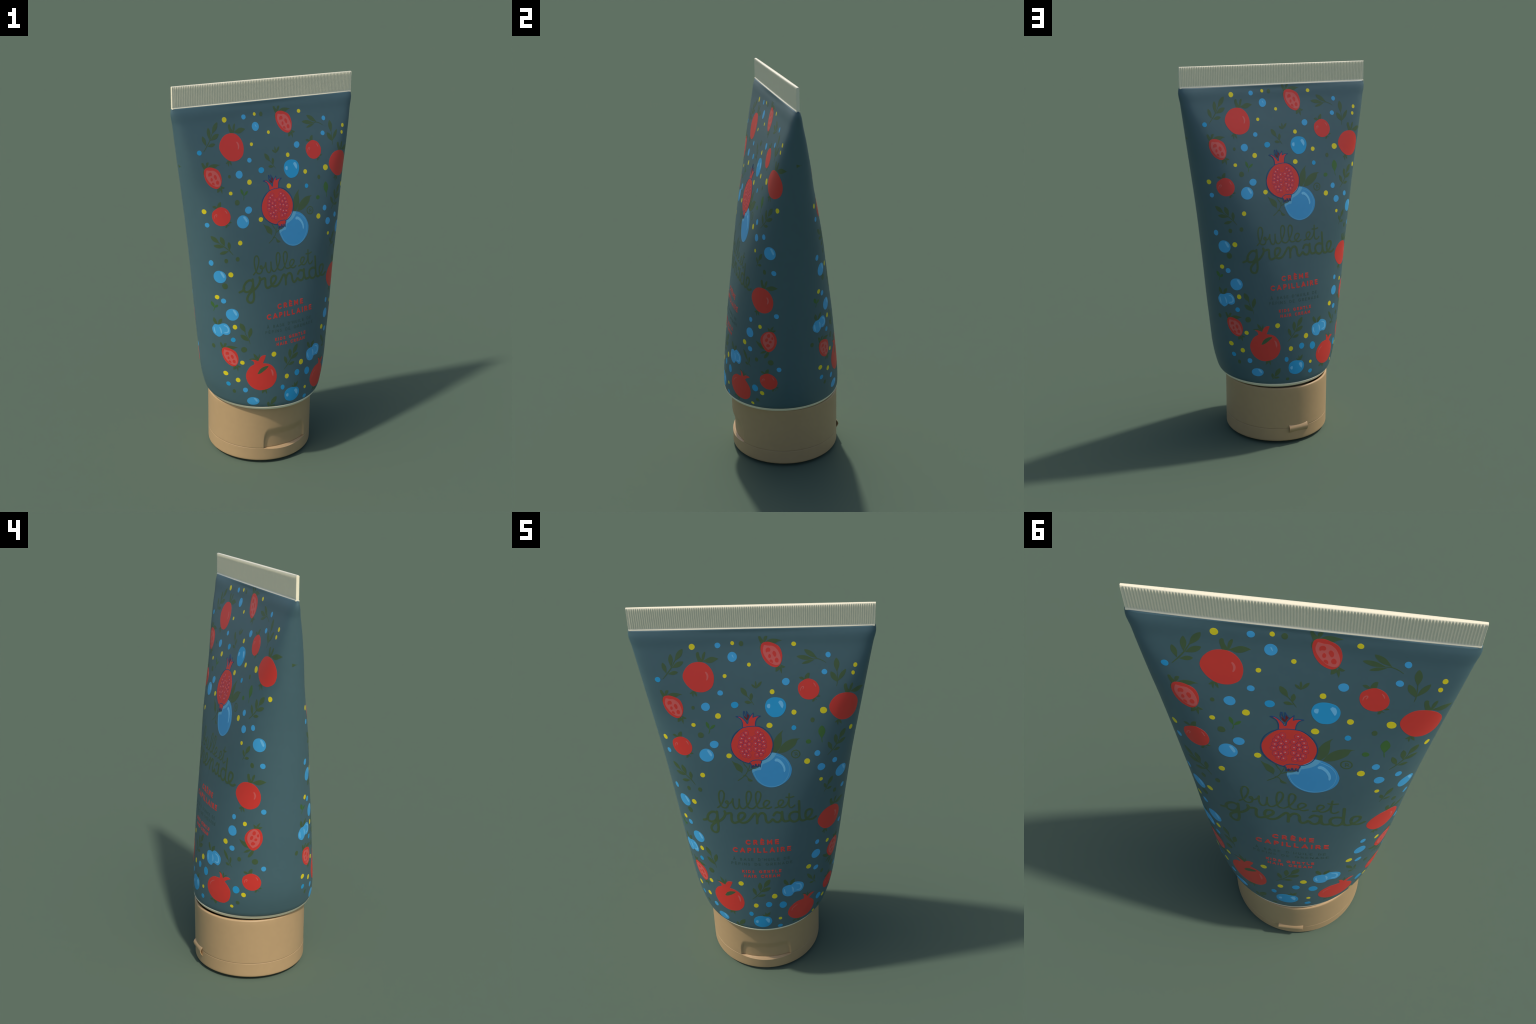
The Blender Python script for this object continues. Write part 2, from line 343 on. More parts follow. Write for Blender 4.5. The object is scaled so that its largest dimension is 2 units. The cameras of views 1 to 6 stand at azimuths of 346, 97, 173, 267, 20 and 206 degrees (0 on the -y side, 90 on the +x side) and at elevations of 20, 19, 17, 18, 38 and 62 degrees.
LOGO_HL = [
    [[93.5,-72.5], [99.4,-65.2], [112.0,-67.4], [126.9,-81.7], [137.9,-101.6], [140.7,-121.5], [136.6,-132.6], [133.3,-129.7], [131.2,-112.7], [121.5,-92.7], [106.6,-79.8], [96.4,-78.2]],
]
LOGO_RIM = [
    [[99.9,-47.9], [135.0,-65.3], [154.7,-93.8], [157.8,-124.9], [145.3,-164.3], [118.8,-192.2], [84.9,-202.8], [43.8,-194.8], [13.8,-167.0], [0.8,-138.2], [-1.2,-124.0]],
]
LOGO_RED = [
    [[-14.2,85.0], [13.5,86.6], [38.3,78.3], [62.7,58.2], [79.5,32.9], [86.3,6.3], [81.6,-23.0], [69.4,-47.2], [43.2,-68.7], [27.6,-75.3], [4.4,-81.9], [-18.8,-84.3], [-39.0,-78.4], [-68.7,-58.5], [-87.9,-33.7], [-95.4,-3.9], [-93.2,14.7], [-81.9,38.4], [-63.1,61.8], [-39.6,79.7]],
    [[-39.5,81.0], [-41.2,100.6], [-47.9,118.7], [-61.1,132.3], [-47.5,129.0], [-32.9,118.5], [-23.4,105.4], [-19.9,98.9], [-15.5,115.6], [-7.4,130.8], [4.4,143.9], [3.6,124.2], [12.6,129.2], [34.0,132.6], [22.3,122.6], [14.3,107.3], [11.7,85.3], [-14.3,84.0]],
    [[-17.4,-81.5], [-5.5,-73.3], [12.5,-70.9], [34.0,-74.6], [31.0,-88.0], [29.1,-104.8], [20.7,-89.2], [16.5,-98.9], [9.1,-90.4], [4.9,-100.1], [-2.5,-93.0], [-9.1,-98.5], [-12.5,-87.2]],
]
LOGO_DARK = [
    [[-34.6,137.7], [-22.6,124.7], [-18.0,146.3], [-9.6,136.0], [-21.1,113.6], [-33.8,127.5]],
    [[-6.7,-102.7], [-3.5,-98.0], [-1.2,-104.2], [-4.9,-108.4]],
    [[7.6,-97.4], [9.5,-93.2], [11.9,-98.8], [9.2,-102.2]],
    [[19.1,-96.7], [21.3,-92.8], [23.7,-98.5], [21.0,-101.8]],
]
LOGO_LINE = [
    [[-40.8,81.1], [-62.8,68.4], [-84.0,46.4], [-94.0,22.7], [-97.1,1.4], [-95.0,-22.8], [-83.5,-47.4], [-64.0,-65.5], [-39.0,-79.8], [-16.3,-86.6]],
    [[-39.5,81.6], [-14.2,86.6], [11.0,87.2], [36.0,83.6], [60.5,67.4], [79.9,43.4], [89.0,11.5], [85.4,-23.1], [71.8,-50.0], [53.5,-66.1], [36.6,-72.7]],
    [[-69.4,131.9], [-57.3,133.0], [-42.6,125.1], [-28.2,110.7], [-19.9,99.7], [-15.4,116.9], [-4.8,133.3], [6.8,146.6]],
    [[6.8,146.6], [4.5,126.8]],
    [[4.5,126.8], [20.2,132.3], [37.7,132.5]],
    [[-41.0,81.9], [-41.6,103.2], [-50.3,121.3], [-68.6,131.9]],
    [[13.0,87.9], [15.5,107.3], [23.6,123.8], [37.7,132.5]],
    [[-35.1,154.8], [-36.9,141.6], [-33.7,128.7]],
    [[-31.9,154.3], [-29.4,141.5], [-22.5,127.3]],
    [[-22.5,127.3], [-22.6,155.3]],
    [[-22.6,155.3], [-15.6,143.7], [-8.4,134.7]],
    [[-18.7,-82.9], [-5.5,-73.3], [12.5,-70.1], [34.8,-74.1], [30.9,-90.8], [29.1,-104.8]],
    [[29.1,-104.8], [22.0,-89.2], [16.3,-103.1], [8.7,-89.0], [3.4,-104.3], [-2.5,-94.4], [-10.3,-107.5]],
    [[-10.3,-107.5], [-11.3,-90.0], [-17.9,-82.9]],
]
LOGO_ARIL = [
    [[-28.0,57.8], [-41.0,47.5], [-48.5,32.1], [-52.1,14.2], [-55.2,-3.7], [-48.1,-27.4], [-38.1,-42.5], [-21.5,-46.9], [-16.7,-17.9], [-30.8,-25.8], [-34.6,2.7], [-16.2,6.1], [-30.8,20.2], [-15.1,32.6], [23.0,59.8], [36.0,49.1], [43.7,33.7], [47.4,15.9], [50.1,-2.3], [43.4,-25.8], [34.0,-40.2], [16.8,-45.1], [11.5,-16.3], [26.5,-24.1], [30.1,4.2], [11.7,8.3], [26.7,22.6], [10.2,34.3]],
]
LOGO_R = [
    [[184.1,-55.5], [185.1,-45.1], [182.6,-39.5]],
    [[182.6,-39.5], [192.8,-40.5], [193.4,-46.0], [185.8,-47.3]],
    [[187.6,-47.4], [196.4,-51.6]],
]
LOGO_MARK = [175.4,1342.8,21.6,21.2]
SCRIPT_UPPER = [
    [[-187,1076], [-170.5,1093.5], [-157.5,1123], [-153,1147], [-157.5,1163], [-166,1167], [-174.5,1159], [-178.5,1135.5], [-175.5,1105], [-168,1083.5], [-154,1077], [-141.5,1085.5], [-138,1102.5], [-141.5,1114], [-149,1108.5], [-140.5,1100], [-128.5,1102.5], [-119,1114.5], [-115,1126]],
    [[-115,1126], [-115.5,1101.5], [-110,1081.5], [-101,1074], [-91.5,1081.5], [-87,1101.5], [-86,1124.5]],
    [[-86,1124.5], [-86,1098.5], [-80,1080], [-70,1075], [-59,1082], [-44,1101.5], [-32,1130.5], [-31,1153.5], [-40,1164], [-49,1157], [-53,1134], [-51.5,1101.5], [-45,1081.5], [-30.5,1075], [-18.5,1079.5], [-3.5,1097.5], [9.5,1123.5], [13,1149.5], [3.5,1162], [-7,1154.5], [-10.5,1133.5], [-8,1101], [-1.5,1081], [10,1076], [26.5,1080.5], [43,1093.5], [51.5,1107], [46.5,1114.5], [35,1115], [25.5,1103.5], [24,1090.5], [30.5,1079], [43.5,1074], [59.5,1081.5]],
    [[77,1076], [95,1083.5], [109.5,1097.5], [114.5,1109], [109,1116], [97,1113], [91,1098.5], [95,1085], [107.5,1077], [121,1082], [133,1096.5], [140,1119], [142,1147]],
    [[142,1147], [140,1109], [140,1085.5], [147,1074.5], [159,1077], [166.5,1085]],
    [[128,1129], [145,1127], [162,1131.5]],
]
SCRIPT_LOWER = [
    [[-263.5,992], [-247.5,999.5], [-239,1011]],
    [[-192.5,1042.5], [-207,1050], [-222.5,1045], [-237.5,1027], [-242,1005.5], [-233.5,993], [-216,993.5], [-201,1005.5], [-194,1023]],
    [[-193,1053], [-192,1023], [-191.5,987.5], [-192,958.5], [-201.5,936.5], [-217.5,936.5], [-227,951], [-222,970.5], [-205.5,988.5], [-182.5,1003], [-163,1023.5], [-154,1045], [-156.5,1058.5]],
    [[-156.5,1058.5], [-149.5,1047], [-137.5,1049.5], [-126.5,1048], [-126,1030], [-125,1009], [-116.5,998.5], [-101.5,1002], [-80.5,1016], [-66.5,1031.5], [-64,1046.5], [-74,1053.5], [-87.5,1049], [-94,1034.5], [-92,1014], [-81,1001.5], [-63.5,1001.5], [-48,1011.5], [-32.5,1031.5], [-20,1048], [-11.5,1047.5], [-8,1024.5], [-9,997.5]],
    [[-8,1024.5], [6,1047.5], [21,1050], [30.5,1037], [32.5,1013.5], [41,1000.5], [54.5,1007], [63.5,1016], [75,1004.5], [89.5,1001.5], [102,1014], [105.5,1034], [107.5,1054.5]],
    [[68.5,1037.5], [79.5,1052], [94,1051], [106,1044.5]],
    [[107.5,1054.5], [108.5,1023.5], [116,1004], [132.5,1003.5], [142.5,1008.5]],
    [[185,1044.5], [164,1049.5], [146.5,1042.5], [140.5,1024], [148.5,1003], [166,995.5], [181.5,1004.5], [187.5,1024.5]],
    [[186,1104.5], [187,1070], [187.5,1024.5], [193.5,1000.5], [208.5,994.5], [230,1006], [245.5,1025.5], [247,1043.5], [236,1050.5], [221.5,1046], [215.5,1026], [219,1007], [233,994.5], [252,992.5], [267,1000.5]],
]


# ------------------------------------------------------------------ materials
def new_material(name, rgb, rough=.5, grain=.03, grain_scale=60., bump=0., bump_scale=300., spec=.5, coat=0.):
    m = bpy.data.materials.new(name)
    m.use_nodes = True
    nt = m.node_tree
    b = nt.nodes["Principled BSDF"]
    tc = nt.nodes.new("ShaderNodeTexCoord")
    nz = nt.nodes.new("ShaderNodeTexNoise")
    nz.inputs["Scale"].default_value = grain_scale
    nz.inputs["Detail"].default_value = 3.
    nt.links.new(tc.outputs["Object"], nz.inputs["Vector"])
    ramp = nt.nodes.new("ShaderNodeValToRGB")
    ramp.color_ramp.elements[0].position = .3
    ramp.color_ramp.elements[1].position = .7
    ramp.color_ramp.elements[0].color = tuple(c * (1 - grain) for c in rgb) + (1,)
    ramp.color_ramp.elements[1].color = tuple(min(1, c * (1 + grain)) for c in rgb) + (1,)
    nt.links.new(nz.outputs["Fac"], ramp.inputs["Fac"])
    nt.links.new(ramp.outputs["Color"], b.inputs["Base Color"])
    b.inputs["Roughness"].default_value = rough
    b.inputs["Specular IOR Level"].default_value = spec
    if coat:
        b.inputs["Coat Weight"].default_value = coat
        b.inputs["Coat Roughness"].default_value = .25
    if bump:
        n2 = nt.nodes.new("ShaderNodeTexNoise")
        n2.inputs["Scale"].default_value = bump_scale
        nt.links.new(tc.outputs["Object"], n2.inputs["Vector"])
        bp = nt.nodes.new("ShaderNodeBump")
        bp.inputs["Strength"].default_value = bump
        bp.inputs["Distance"].default_value = .001
        nt.links.new(n2.outputs["Fac"], bp.inputs["Height"])
        nt.links.new(bp.outputs["Normal"], b.inputs["Normal"])
    return m


def srgb(r, g, b):
    f = lambda c: c / 12.92 if c <= .04045 else ((c + .055) / 1.055) ** 2.4
    return tuple(f(c / 255) for c in (r, g, b))


SKIN_ROUGH = .45
INK = {}
MAT = {}


def make_materials():
    MAT["body"] = new_material("slate_blue_plastic", srgb(*C_BODY), SKIN_ROUGH, .015, 25)
    MAT["white"] = new_material("white_plastic", srgb(*C_WHITE), .24, .01, 40, spec=.6)
    MAT["cap"] = new_material("sand_plastic", srgb(*C_CAP), .45, .015, 30)
    for k, c in INKS.items():
        INK[k] = new_material(k + "_ink", srgb(*c), SKIN_ROUGH, .01, 40)


C_BODY = (75, 104, 110)
C_WHITE = (253, 242, 208)  # white tinted cream and lightened to carry the warm horizon's reflection on the seal
C_CAP = (190, 157, 113)
INKS = dict(
    red=(222, 59, 50), red_light=(222, 98, 92), dark_red=(110, 28, 34), aril=(222, 56, 60), aril_pale=(222, 140, 146),
    yellow=(238, 218, 34), azure=(70, 170, 222), cyan=(40, 160, 212), azure_light=(120, 198, 238),
    bubble=(66, 156, 210), bubble_pale=(106, 182, 218), leaf_green=(74, 97, 62), bright_green=(68, 110, 52),
    type_green=(60, 88, 78), line_blue=(34, 74, 118), aril_line=(108, 48, 98))


# ------------------------------------------------------------- small geometry
def mesh_object(name, verts, faces, mats, parent=None, smooth=True, sharp=None, index=None):
    me = bpy.data.meshes.new(name)
    me.from_pydata([tuple(v) for v in verts], [], [tuple(f) for f in faces])
    for m in (mats if isinstance(mats, (list, tuple)) else [mats]):
        me.materials.append(m)
    me.polygons.foreach_set("use_smooth", [smooth] * len(me.polygons))
    if index is not None:
        me.polygons.foreach_set("material_index", list(index))
    if sharp is not None:
        me.set_sharp_from_angle(angle=math.radians(sharp))
    me.update()
    ob = bpy.data.objects.new(name, me)
    bpy.context.scene.collection.objects.link(ob)
    if parent is not None:
        ob.parent = parent
    return ob


def grid_faces(rows, cols, closed=True, base=0):
    f = []
    for i in range(rows - 1):
        for j in range(cols if closed else cols - 1):
            k = (j + 1) % cols
            f.append((base + i * cols + j, base + i * cols + k, base + (i + 1) * cols + k, base + (i + 1) * cols + j))
    return f


def fix_normals(ob):
    bm = bmesh.new()
    bm.from_mesh(ob.data)
    bmesh.ops.recalc_face_normals(bm, faces=bm.faces)
    bm.to_mesh(ob.data)
    bm.free()


def lathe(profile, radius_at, segments, centre=(0, 0)):
    """Revolve (r, z) points; radius_at(r, z, theta) may dent the wall."""
    v = []
    for r, z in profile:
        for j in range(segments):
            t = 2 * math.pi * j / segments
            rr, zz = radius_at(r, z, t)
            v.append((centre[0] + rr * math.sin(t), centre[1] - rr * math.cos(t), zz))
    return v, grid_faces(len(profile), segments)


def smoothstep(a, b, x):
    t = min(1., max(0., (x - a) / (b - a)))
    return t * t * (3 - 2 * t)


# ---------------------------------------------------------------------- parts
def build_body(root):
    rows = np.concatenate([np.linspace(Z_RING, .38, 14), np.linspace(.38, .5, 14)[1:],
                           np.linspace(.5, 1.8, 110)[1:], np.linspace(1.8, Z_SEAL, 20)[1:]])
    x, y, arc = quarter_sections(rows)
    pick = np.unique(np.round(np.concatenate([np.linspace(0, 60, 24), np.linspace(60, QUARTER - 1, 66)])).astype(int))
    n = len(pick)
    v = []
    for i in range(len(rows)):
        qx, qy = x[i, pick], y[i, pick]
        ring = [(qx[k], qy[k]) for k in range(n)]
        ring += [(qx[k], -qy[k]) for k in range(n - 2, -1, -1)]
        ring += [(-qx[k], -qy[k]) for k in range(1, n)]
        ring += [(-qx[k], qy[k]) for k in range(n - 2, 0, -1)]
        v += [(px, py, rows[i]) for px, py in ring]
    cols = len(ring)
    f = grid_faces(len(rows), cols)
    f.append(tuple(range((len(rows) - 1) * cols, len(rows) * cols)))
    ob = mesh_object("tube_body", v, f, MAT["body"], root)
    fix_normals(ob)
    return ob


def build_shoulder(root):
    prof = [(.2988, .3540), (.3000, .3520), (.2995, .3495), (.2970, .3440), (.2938, .3385), (.2910, .3350), (.2880, .3332), (.2830, .3325), (.200, .332), (.196, .32), (.196, .13), (.0005, .13)]
    v, f = lathe(prof, lambda r, z, t: (r, z), 160)
    ob = mesh_object("shoulder_ring", v, f, MAT["white"], root)
    fix_normals(ob)
    return ob


RIDGE_PITCH = .00902


def build_seal(root):
    """Crimped end: a thin blade pressed into fine vertical ridges."""
    half = .5175
    per = 8
    count = int(2 * (half - .004) / RIDGE_PITCH)
    span = count * RIDGE_PITCH / 2
    xs = [-half, -half + .0012] + list(np.linspace(-span, span, count * per + 1)) + [half - .0012, half]
    zs = [1.894, 1.8972, 1.8984, 1.9002, 1.9025, 1.9055, 1.910, 1.930, 1.950, 1.970, 1.985, 1.9895, 1.993, 1.996, 1.9985, 2.0]
    plain = [.0132, .0138, .0132, .0106, .0084, .0076, .0072, .0070, .0070, .0070, .0070, .0072, .0076, .0078, .0074, .0060]
    rise = [0, 0, 0, 0, .1, .55, 1, 1, 1, 1, 1, 1, .85, .35, .05, 0]
    v = []
    for x in xs:
        lens = .66 + .34 * (1 - (abs(x) / half) ** 3)
        edge = 0. if abs(x) > span else 1.
        wave = (.5 + .5 * math.cos(2 * math.pi * (x + span) / RIDGE_PITCH + math.pi)) * edge
        tip = .55 if abs(x) >= half - 1e-6 else 1.
        col = []
        for z, p, r in zip(zs, plain, rise):
            t = (p * (lens if z > 1.9 else lens * .94) + .0026 * wave * r) * tip
            if edge == 0 and r > .3:
                t += .0022 * tip
            col.append((x, t, z))
        v += [(a, -b, c) for a, b, c in col] + [(a, b, c) for a, b, c in reversed(col)]
    cols = 2 * len(zs)
    f = grid_faces(len(xs), cols)
    f.append(tuple(range(cols)))
    f.append(tuple(range((len(xs) - 1) * cols, len(xs) * cols)))
    ob = mesh_object("crimped_seal", v, f, MAT["white"], root, sharp=50)
    fix_normals(ob)
    return ob


CAP_CENTRE = (-.0063, .0178)      # the cap sits slightly off the tube's axis (tube frame)
CAP_R, CAP_TURN = .2814, math.radians(1.05)
SEAM, RIM = .0885, .3250
NOTCH_HALF = math.radians(27.6)


def notch_depth(t, z):
    """Thumb recess on the front of the cap: sharp below, fading out at the top."""
    t = (t - CAP_TURN + math.pi) % (2 * math.pi) - math.pi
    u = abs(t) / NOTCH_HALF
    if u >= 1:
        return 0.
    round_top = .030 * max(0., (u - .72) / .28) ** 2
    up = 1 - smoothstep(.150 - round_top, .212 - round_top, z)
    side = 1 - smoothstep(.94 - .10 * smoothstep(.12, .19, z), 1.0, u)
    return (.0135 - .0045 * u * u) * up * side


def build_cap(root):
    seg = 720
    prof = [(CAP_R - .02, SEAM + .0004), (CAP_R - .0012, SEAM + .0004), (CAP_R - .0004, SEAM + .0008), (CAP_R, SEAM + .0018)]
    prof += [(CAP_R, z) for z in np.linspace(SEAM + .006, .215, 44)] + [(CAP_R, .25), (CAP_R, .29)]
    prof += [(CAP_R - .008 + .008 * math.cos(a), RIM - .008 + .008 * math.sin(a)) for a in np.linspace(0, math.pi / 2, 8)]
    prof += [(CAP_R - .011, RIM - .001), (CAP_R - .013, RIM - .006), (CAP_R - .013, .12), (.05, .118), (.0005, .118)]

    def dent(r, z, t):
        return (r - notch_depth(t, z) if r > CAP_R - .009 and z < .25 else r), z
    v, f = lathe(prof, dent, seg, CAP_CENTRE)
    cap = mesh_object("cap", v, f, MAT["cap"], root, sharp=55)
    fix_normals(cap)
    # lid below the seam; its lip dips where the recess invites a thumb
    fr, foot = .010, .0115
    prof = [(.0005, 0), (.205, 0.0), (.208, .001), (.212, foot)]       # raised edge, low foot
    prof += [(CAP_R - fr + fr * math.sin(a), foot + fr - fr * math.cos(a)) for a in np.linspace(0, math.pi / 2, 10)]
    prof += [(CAP_R, z) for z in (.03, .05, .065, .074, .080, .0850)]
    prof += [(CAP_R, SEAM - .0018), (CAP_R - .0004, SEAM - .0008), (CAP_R - .0012, SEAM - .0004), (CAP_R - .006, SEAM - .0004), (CAP_R - .0095, SEAM - .0004), (CAP_R - .0135, SEAM - .0004), (CAP_R - .03, SEAM - .0004), (.05, SEAM - .0004)]

    def lip(r, z, t):
        t = (t - CAP_TURN + math.pi) % (2 * math.pi) - math.pi
        u = min(1., abs(t) / NOTCH_HALF)
        dip = .0105 * (1 - u * u)
        if z > .07 and r > CAP_R - .012:
            z = z - dip * smoothstep(.07, SEAM - .001, z) * smoothstep(CAP_R - .0125, CAP_R - .001, r)
        return r, z
    v, f = lathe(prof, lip, seg, CAP_CENTRE)
    lid = mesh_object("flip_lid", v, f, MAT["cap"], cap, sharp=55)
    fix_normals(lid)
    # hinge strip at the back: a bent strap bridging the seam
    half = .0545
    base = CAP_R * math.cos(math.radians(11.1))
    outer = [(-.002, .1085), (.0040, .1030), (.0095, .0950), (.0125, .0865), (.0120, .0790), (.0085, .0710), (.0030, .0625), (-.003, .0575)]
    inner = [(a - .0034, z + (.0) * 1) for a, z in outer]
    loop = outer + inner[::-1]
    xs = np.linspace(-half, half, 9)
    v = []
    for x in xs:
        v += [(x, base + a, z) for a, z in loop]
    n = len(loop)
    f = grid_faces(len(xs), n)
    for s0 in (0, (len(xs) - 1) * n):
        for k in range(len(outer) - 1):
            f.append((s0 + k, s0 + k + 1, s0 + n - 2 - k, s0 + n - 1 - k))
    ct, st = math.cos(CAP_TURN), math.sin(CAP_TURN)
    v = [(CAP_CENTRE[0] + x * ct - y * st, CAP_CENTRE[1] + x * st + y * ct, z) for x, y, z in v]
    h = mesh_object("hinge_strap", v, f, MAT["cap"], cap, sharp=55)
    fix_normals(h)
    return cap


# --------------------------------------------------------------- print on skin
def closed_curve(pts, steps=6, corner=70.):
    """Smooth closed outline through control points; sharp turns stay sharp."""
    p = np.asarray(pts, float)
    n = len(p)
    out = []
    turn = []
    for i in range(n):
        a, b = p[i] - p[i - 1], p[(i + 1) % n] - p[i]
        c = np.dot(a, b) / max(1e-9, np.linalg.norm(a) * np.linalg.norm(b))
        turn.append(math.degrees(math.acos(max(-1, min(1, c)))) > corner)
    for i in range(n):
        j = (i + 1) % n
        d = p[j] - p[i]
        ld = np.linalg.norm(d)

        def tangent(k):
            if turn[k]:
                return d
            t = p[(k + 1) % n] - p[k - 1]
            return t / max(1e-9, np.linalg.norm(t)) * ld
        m0, m1 = tangent(i), tangent(j)
        for s in range(steps):
            u = s / steps
            out.append((1 + 2 * u) * (1 - u) ** 2 * p[i] + u * (1 - u) ** 2 * m0 + u * u * (3 - 2 * u) * p[j] + u * u * (u - 1) * m1)
    return np.array(out)


def open_curve(pts, steps=6):
    p = np.asarray(pts, float)
    n = len(p)
    if n == 2:
        return np.array([p[0] + (p[1] - p[0]) * u for u in np.linspace(0, 1, steps + 1)])
    out = []
    for i in range(n - 1):
        d = p[i + 1] - p[i]
        ld = np.linalg.norm(d)

        def tangent(k):
            t = p[min(k + 1, n - 1)] - p[max(k - 1, 0)]
            return t / max(1e-9, np.linalg.norm(t)) * ld
        m0, m1 = tangent(i), tangent(i + 1)
        for s in range(steps):
            u = s / steps
            out.append((1 + 2 * u) * (1 - u) ** 2 * p[i] + u * (1 - u) ** 2 * m0 + u * u * (3 - 2 * u) * p[i + 1] + u * u * (u - 1) * m1)
    out.append(p[-1])
    return np.array(out)


def disc(cx, cy, w, h, wobble=0., seed=0, n=28):
    rng = np.random.default_rng(seed)
    ph = rng.uniform(0, 6.28, 3)
    t = np.linspace(0, 2 * math.pi, n, endpoint=False)
    r = 1 + wobble * (np.cos(2 * t + ph[0]) * .6 + np.cos(3 * t + ph[1]) * .4 + np.cos(4 * t + ph[2]) * .2)
    return np.stack([cx + w / 2 * r * np.cos(t), cy + h / 2 * r * np.sin(t)], 1)


def stroke_pieces(pts, width, taper=None, steps=6, caps=True):
    """A brush stroke as overlapping convex pieces (they are merged later)."""
    c = open_curve(pts, steps)
    n = len(c)
    w = np.full(n, width / 2.)
    if taper is not None:
        w = width / 2. * np.interp(np.linspace(0, 1, n), np.linspace(0, 1, len(taper)), taper)
    t = np.gradient(c, axis=0)
    t /= np.maximum(np.linalg.norm(t, axis=1, keepdims=True), 1e-9)
    q = np.stack([-t[:, 1], t[:, 0]], 1)
    out = []
    for i in range(n - 1):
        out.append(np.array([c[i] - q[i] * w[i], c[i + 1] - q[i + 1] * w[i + 1], c[i + 1] + q[i + 1] * w[i + 1], c[i] + q[i] * w[i]]))
    if caps:
        for i in (0, n - 1):
            if w[i] > .25:
                out.append(disc(c[i][0], c[i][1], 2 * w[i], 2 * w[i], n=12))
    return out


def leaf(base, tip, width, blunt=.55):
    """Almond leaf between two points, widest past the middle."""
    base, tip = np.asarray(base, float), np.asarray(tip, float)
    d = tip - base
    q = np.array([-d[1], d[0]]) / max(1e-9, np.linalg.norm(d)) * width / 2
    pr = [(.18, .42), (.40, .88), (blunt + .05, 1.), (.80, .74), (.93, .36)]
    pts = [base] + [base + d * a + q * b for a, b in pr] + [tip] + [base + d * a - q * b for a, b in reversed(pr)]
    return closed_curve(pts, 4, 60)


from mathutils.geometry import delaunay_2d_cdt
INK_BUILD = .33                  # ink layers are a fraction of a millimetre


def merge_outlines(outlines):
    """Union of closed outlines -> triangles in the chart."""
    vs, fs = [], []
    for o in outlines:
        k = len(vs)
        vs += [(float(a), float(b)) for a, b in o]
        fs.append(list(range(k, len(vs))))
    arr = np.array(vs)
    lo, hi = arr.min(0), arr.max(0)
    step = 5.0 if lo[1] < 430 or hi[0] > 400 or lo[0] < -400 else 9.0
    if (hi - lo).max() > step:
        for gx in np.arange(math.ceil(lo[0] / step) * step, hi[0], step):
            for gy in np.arange(math.ceil(lo[1] / step) * step, hi[1], step):
                vs.append((float(gx) + .013, float(gy) + .017))
    r = delaunay_2d_cdt([Vector(q) for q in vs], [], fs, 1, 1e-4)
    co = np.array([(q.x, q.y) for q in r[0]])
    tri = np.array([tuple(f) for f in r[2]])
    mid = co[tri].mean(1)
    keep = np.zeros(len(tri), bool)
    for o in outlines:                      # drop the enclosed holes again
        o = np.asarray(o)
        near = np.all((mid >= o.min(0)) & (mid <= o.max(0)), 1) & ~keep
        if not near.any():
            continue
        m = mid[near]
        inside = np.zeros(len(m), bool)
        for a, b in zip(o, np.roll(o, -1, 0)):
            if a[1] == b[1]:
                continue
            hit = (a[1] > m[:, 1]) != (b[1] > m[:, 1])
            inside ^= hit & (m[:, 0] < (b[0] - a[0]) * (m[:, 1] - a[1]) / (b[1] - a[1]) + a[0])
        keep[np.flatnonzero(near)[inside]] = True
    return co, [tuple(t) for t in tri[keep]]


def ink_object(name, layers, parent, back, shift=(0., 0.)):
    """layers: list of (ink, lift in mm, outlines).  Each is laid on the skin."""
    V, Fc, idx, mats = [], [], [], []
    for ink, lift, outlines in layers:
        if not len(outlines):
            continue
        p, tri = merge_outlines(outlines)
        used = sorted({k for t in tri for k in t})
        remap = {k: i for i, k in enumerate(used)}
        p = p[used]
        tri = [tuple(remap[k] for k in t) for t in tri]
        s, z = (p[:, 0] + shift[0]) / 1000., (p[:, 1] + shift[1]) / 1000.
        if back:
            z = z + .031
        z = np.clip(z, Z_RING + .001, Z_SEAL - .001)
        top = body_offset(s, z, np.full(len(s), lift * INK_BUILD / 1000.))
        low = body_offset(s, z, np.full(len(s), -.0004))
        edges = {}
        for t in tri:
            for a, b in ((t[0], t[1]), (t[1], t[2]), (t[2], t[0])):
                edges[(a, b)] = edges.get((a, b), 0) + 1
        rim = [e for e in edges if (e[1], e[0]) not in edges]
        k0 = len(V)
        if INK[ink] not in mats:
            mats.append(INK[ink])
        m = mats.index(INK[ink])
        V += [tuple(q) for q in top]
        for t in tri:
            Fc.append(tuple(k0 + k for k in t))
            idx.append(m)
        below = {}
        for a, b in rim:
            for k in (a, b):
                if k not in below:
                    below[k] = len(V)
                    V.append(tuple(low[k]))
            Fc.append((k0 + b, k0 + a, below[a], below[b]))
            idx.append(m)
    if back:
        V = [(-x, -y, z) for x, y, z in V]
    return mesh_object(name, V, Fc, mats, parent, sharp=50, index=idx)


def moved(outlines, at, k=1.):
    return [np.asarray(o, float) * k + np.asarray(at, float) for o in outlines]


def smooth_all(list_of_pts, at=(0, 0), k=1., corner=70.):
    return [closed_curve(np.asarray(o, float) * k + np.asarray(at, float), 6, corner) for o in list_of_pts]


def strokes(list_of_pts, width, at=(0, 0), k=1., taper=None, steps=6):
    out = []
    for s in list_of_pts:
        out += stroke_pieces(np.asarray(s, float) * k + np.asarray(at, float), width, taper, steps)
    return out


def arc(cx, cy, rx, ry, a0, a1, n=9):
    return [(cx + rx * math.cos(math.radians(a)), cy + ry * math.sin(math.radians(a))) for a in np.linspace(a0, a1, n)]


